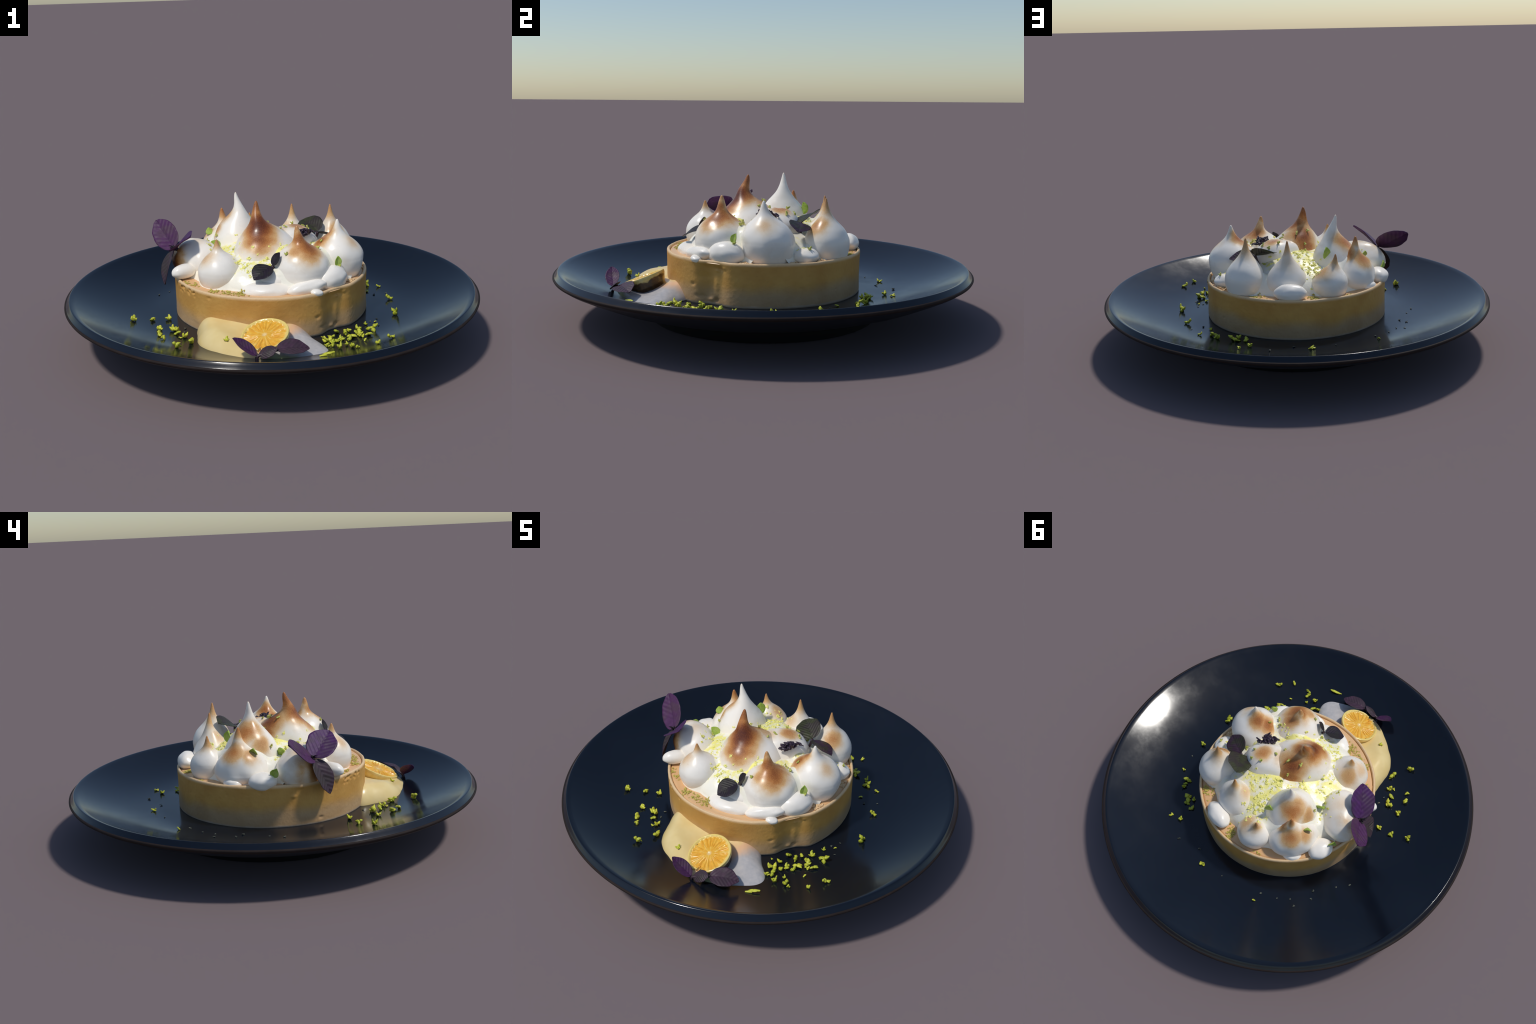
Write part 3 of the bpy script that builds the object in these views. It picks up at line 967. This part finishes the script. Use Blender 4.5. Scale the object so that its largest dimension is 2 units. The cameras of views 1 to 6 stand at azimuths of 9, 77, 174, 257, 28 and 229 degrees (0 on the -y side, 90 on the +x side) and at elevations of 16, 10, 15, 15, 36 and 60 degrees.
# x, y, size of the shreds that lie on the plate
PLATE_ZEST = [(-.612, -.310, 1.0), (-.534, -.266, .9), (-.461, -.247, .85), (-.468, -.386, .9), (-.395, -.386, 1.15), (-.449, -.463, 1.0), (-.420, -.505, .9),
              (-.375, -.43, .7), (-.334, -.458, .8), (-.350, -.475, .5), (-.287, -.528, 1.45), (-.330, -.624, 1.2), (.440, -.295, .9), (.472, -.233, .6), (.513, -.196, .45),
              (.345, -.355, .7), (.383, -.363, .8), (.398, -.326, .7), (.325, -.409, .9), (.315, -.463, 1.0), (.370, -.431, 1.0), (.415, -.399, 1.0),
              (.444, -.362, 1.0), (.488, -.376, 1.0), (.504, -.301, 1.15), (.283, -.410, .5), (.355, -.457, .9), (.336, -.503, .9), (.313, -.521, .6),
              (.369, -.547, .8), (.426, -.542, .8), (.444, -.560, .5), (.533, -.531, .7), (.587, -.461, .85), (.474, -.452, .4), (.407, -.429, .8),
              (.458, -.392, .7), (.43, -.345, .7), (.291, .518, .75), (.341, .538, .6), (.364, .406, 1.1), (.345, .43, .7), (.455, .338, 1.1), (.445, .36, .7), (.520, .309, .6), (.463, .232, .5),
              (.576, .123, 1.0), (.606, -.084, 1.15), (.397, -.504, .6), (.434, .378, .8), (.009, .596, .8), (-.328, .527, .5), (.305, .43, 1.0), (.335, .39, .8)]
for x, y, s in PLATE_ZEST:
    k = 0.027 * s * rz.uniform(0.9, 1.15)
    r = math.hypot(x, y)
    place(rz.choice(SHREDS), (x, y, floor_z(r, x) + 0.0005), (k * rz.uniform(.8, 1.3), k * rz.uniform(.7, 1.1), k * rz.uniform(.8, 1.25)), rz.uniform(0, TAU), ZEST, zest)
# the long curl at the end of the cream
place(SHREDS[3], (0.322, -0.672, floor_z(0.74, 0.32) + 0.002), (0.050, 0.018, 0.016), 0.35, ZEST, zest)
for x, y in [(-.354, -.355), (.085, .551), (.204, .597), (-.449, .381), (-.495, .262), (-.558, .159), (-.597, .10), (-.489, .394), (-.324, .474), (-.114, .562),
             (-.40, .43), (.52, -.15), (.53, -.24), (-.52, .30), (.56, .22), (.50, .19), (.49, -.19), (-.35, -.40)]:
    k = 0.011 * rz.uniform(0.6, 1.1)
    place(rz.choice(SHREDS), (x, y, floor_z(math.hypot(x, y), x) + 0.0004), (k, k, k * 0.7), rz.uniform(0, TAU), DARK, zest, "peel_speck")
hit = CREAM_TREE.ray_cast(Vector((-0.113, -0.599, 1)), Vector((0, 0, -1)))
place(SHREDS[5], hit[0], (0.019, 0.017, 0.017), 0.4, ZEST, zest, nrm=hit[1])

TREE = BVHTree.FromPolygons(SOLID_V, SOLID_F)
topping = empty("tart_zest", (0, 0, 0.33), None, None, tart)


def drop(x, y):
    h = TREE.ray_cast(Vector((x, y, 1.0)), Vector((0, 0, -1)))
    return (h[0], h[1]) if h[0] is not None else (None, None)


# heaps of fine zest in the valleys: x, y, spread, count
HEAPS = [(.049, .161, .040, 70), (-.01, .179, .035, 60), (.096, .170, .03, 40), (-.062, .274, .03, 50), (-.123, .270, .025, 30), (-.033, .298, .025, 36), (-.03, .23, .03, 40),
         (-.205, -.056, .03, 36), (-.182, -.146, .022, 34), (-.129, -.196, .018, 34), (-.095, -.246, .018, 40), (-.08, -.29, .016, 26), (-.029, -.272, .028, 50), (-.066, -.31, .018, 26),
         (.012, -.249, .022, 30), (.173, -.142, .022, 34), (.20, -.152, .015, 18), (.11, -.18, .02, 24), (-.256, -.092, .02, 24), (-.25, -.05, .022, 30), (-.309, .05, .018, 24),
         (-.127, -.016, .02, 20), (-.14, .03, .02, 26), (-.09, .08, .025, 34), (-.04, .11, .025, 34), (.14, .17, .02, 18), (.37, .118, .02, 22)]
MINI = [shred_mesh(300 + s) for s in range(6)]


def heap_mesh(spec, smin, smax, seed, lift=0.0, zmax=0.50, share=1.0):
    r = random.Random(seed)
    V, F = [], []
    for (x, y, s, n) in spec:
        for _ in range(int(n * share)):
            px, py = r.gauss(x, s), r.gauss(y, s)
            p, nr = drop(px, py)
            if p is None or math.hypot(px, py) > 0.455 or p.z > zmax:
                continue
            k = r.uniform(smin, smax)
            mv, mf = MINI[r.randrange(6)]
            Mx = Matrix.Translation(p + nr * lift) @ nr.to_track_quat("Z", "Y").to_matrix().to_4x4() @ Matrix.Rotation(r.uniform(0, TAU), 4, "Z") @ Matrix.Diagonal((k * r.uniform(.7, 1.3), k, k * r.uniform(.5, 1.0), 1))
            b = len(V)
            V.extend(Mx @ v for v in mv)
            F.extend(tuple(i + b for i in f) for f in mf)
    return V, F


V, F = heap_mesh(HEAPS, 0.005, 0.016, 31, -0.004, share=0.5)
h = mesh_object("fine_lemon_zest", V, F, YZEST, topping)
h["kind"] = "stuff"
RIM = [(.242, .352, .022, 26), (.285, .334, .018, 18), (-.026, .419, .014, 16), (-.043, .438, .012, 14), (-.099, -.383, .016, 20), (-.152, -.385, .016, 20), (-.077, -.40, .014, 14), (-.20, -.374, .014, 14),
       (-.212, -.373, .012, 8), (-.317, -.276, .018, 12), (-.358, -.251, .012, 8), (.12, .41, .018, 10), (.0, .40, .015, 8), (-.2, .385, .016, 12)]
V, F = heap_mesh(RIM, 0.004, 0.011, 32, zmax=0.345, share=1.6)
h = mesh_object("zest_crumbs", V, F, GOLDCRUMB, topping)
h["kind"] = "stuff"
CRUMB = [(.396, -.169, .016, 16), (.43, -.14, .014, 14), (.44, -.03, .016, 12), (.43, .03, .014, 10), (.42, .10, .014, 10), (.405, .182, .014, 10), (.38, .22, .016, 8), (.35, -.24, .012, 8)]
V, F = heap_mesh(CRUMB, 0.008, 0.016, 33, zmax=0.345, share=2.0)
h = mesh_object("pastry_crumbs", V, F, PASTRY, topping)
h["kind"] = "stuff"
# single shreds that can be told apart on the kisses
for x, y, s in [(-.008, -.005, 1.), (-.067, -.031, .9), (-.043, .035, .8), (-.038, .08, .8), (.245, -.163, 1.1), (.262, -.104, .8), (.176, .066, .9), (.076, .011, .9), (.058, -.039, .7),
                (.253, .061, 1.0), (.18, .16, .9), (-.27, .065, .8), (.351, -.212, .8), (.119, -.302, .8), (.043, -.282, .8), (.215, -.15, 1.0), (.10, .09, .9), (.15, .11, 1.0), (-.27, -.02, .9), (-.31, -.0, .8), (-.16, -.1, .8), (-.28, -.10, .7), (.40, .12, .9)]:
    p, nr = drop(x, y)
    k = 0.018 * s
    place(rz.choice(SHREDS), p, (k, k * 0.8, k), rz.uniform(0, TAU), zest_material("pale_zest", (0.42, 0.46, 0.06), (0.66, 0.64, 0.18)) if "pale_zest" not in bpy.data.materials else bpy.data.materials["pale_zest"], topping, nrm=nr)
# tiny lime leaves
for b, t, w, up in [((.338, -.214, .405), (.345, -.205, .452), (.028, .020, 0), (.3, -.8, .3)), ((-.318, .152, .475), (-.338, .166, .505), (.028, .030, .01), (-.6, .5, .6)),
                    ((-.432, .100, .372), (-.452, .088, .412), (.022, .034, .008), (-.8, 0, .4)), ((-.118, .232, .452), (-.128, .236, .512), (.036, .022, .0), (.2, .9, .1)),
                    ((-.25, .02, .47), (-.29, .01, .505), (.02, .03, .02), (0, -.5, .6))]:
    p, nr = drop(b[0], b[1])
    t = (t[0], t[1], t[2] + p.z - 0.005 - b[2])
    b = (b[0], b[1], p.z - 0.005)
    leaf(b, t, w, LIME_LEAF, topping, 0.25, 0.06, 0.01, up=up, seed=b[0] * 50, name="lime_leaflet", thick=0.16)
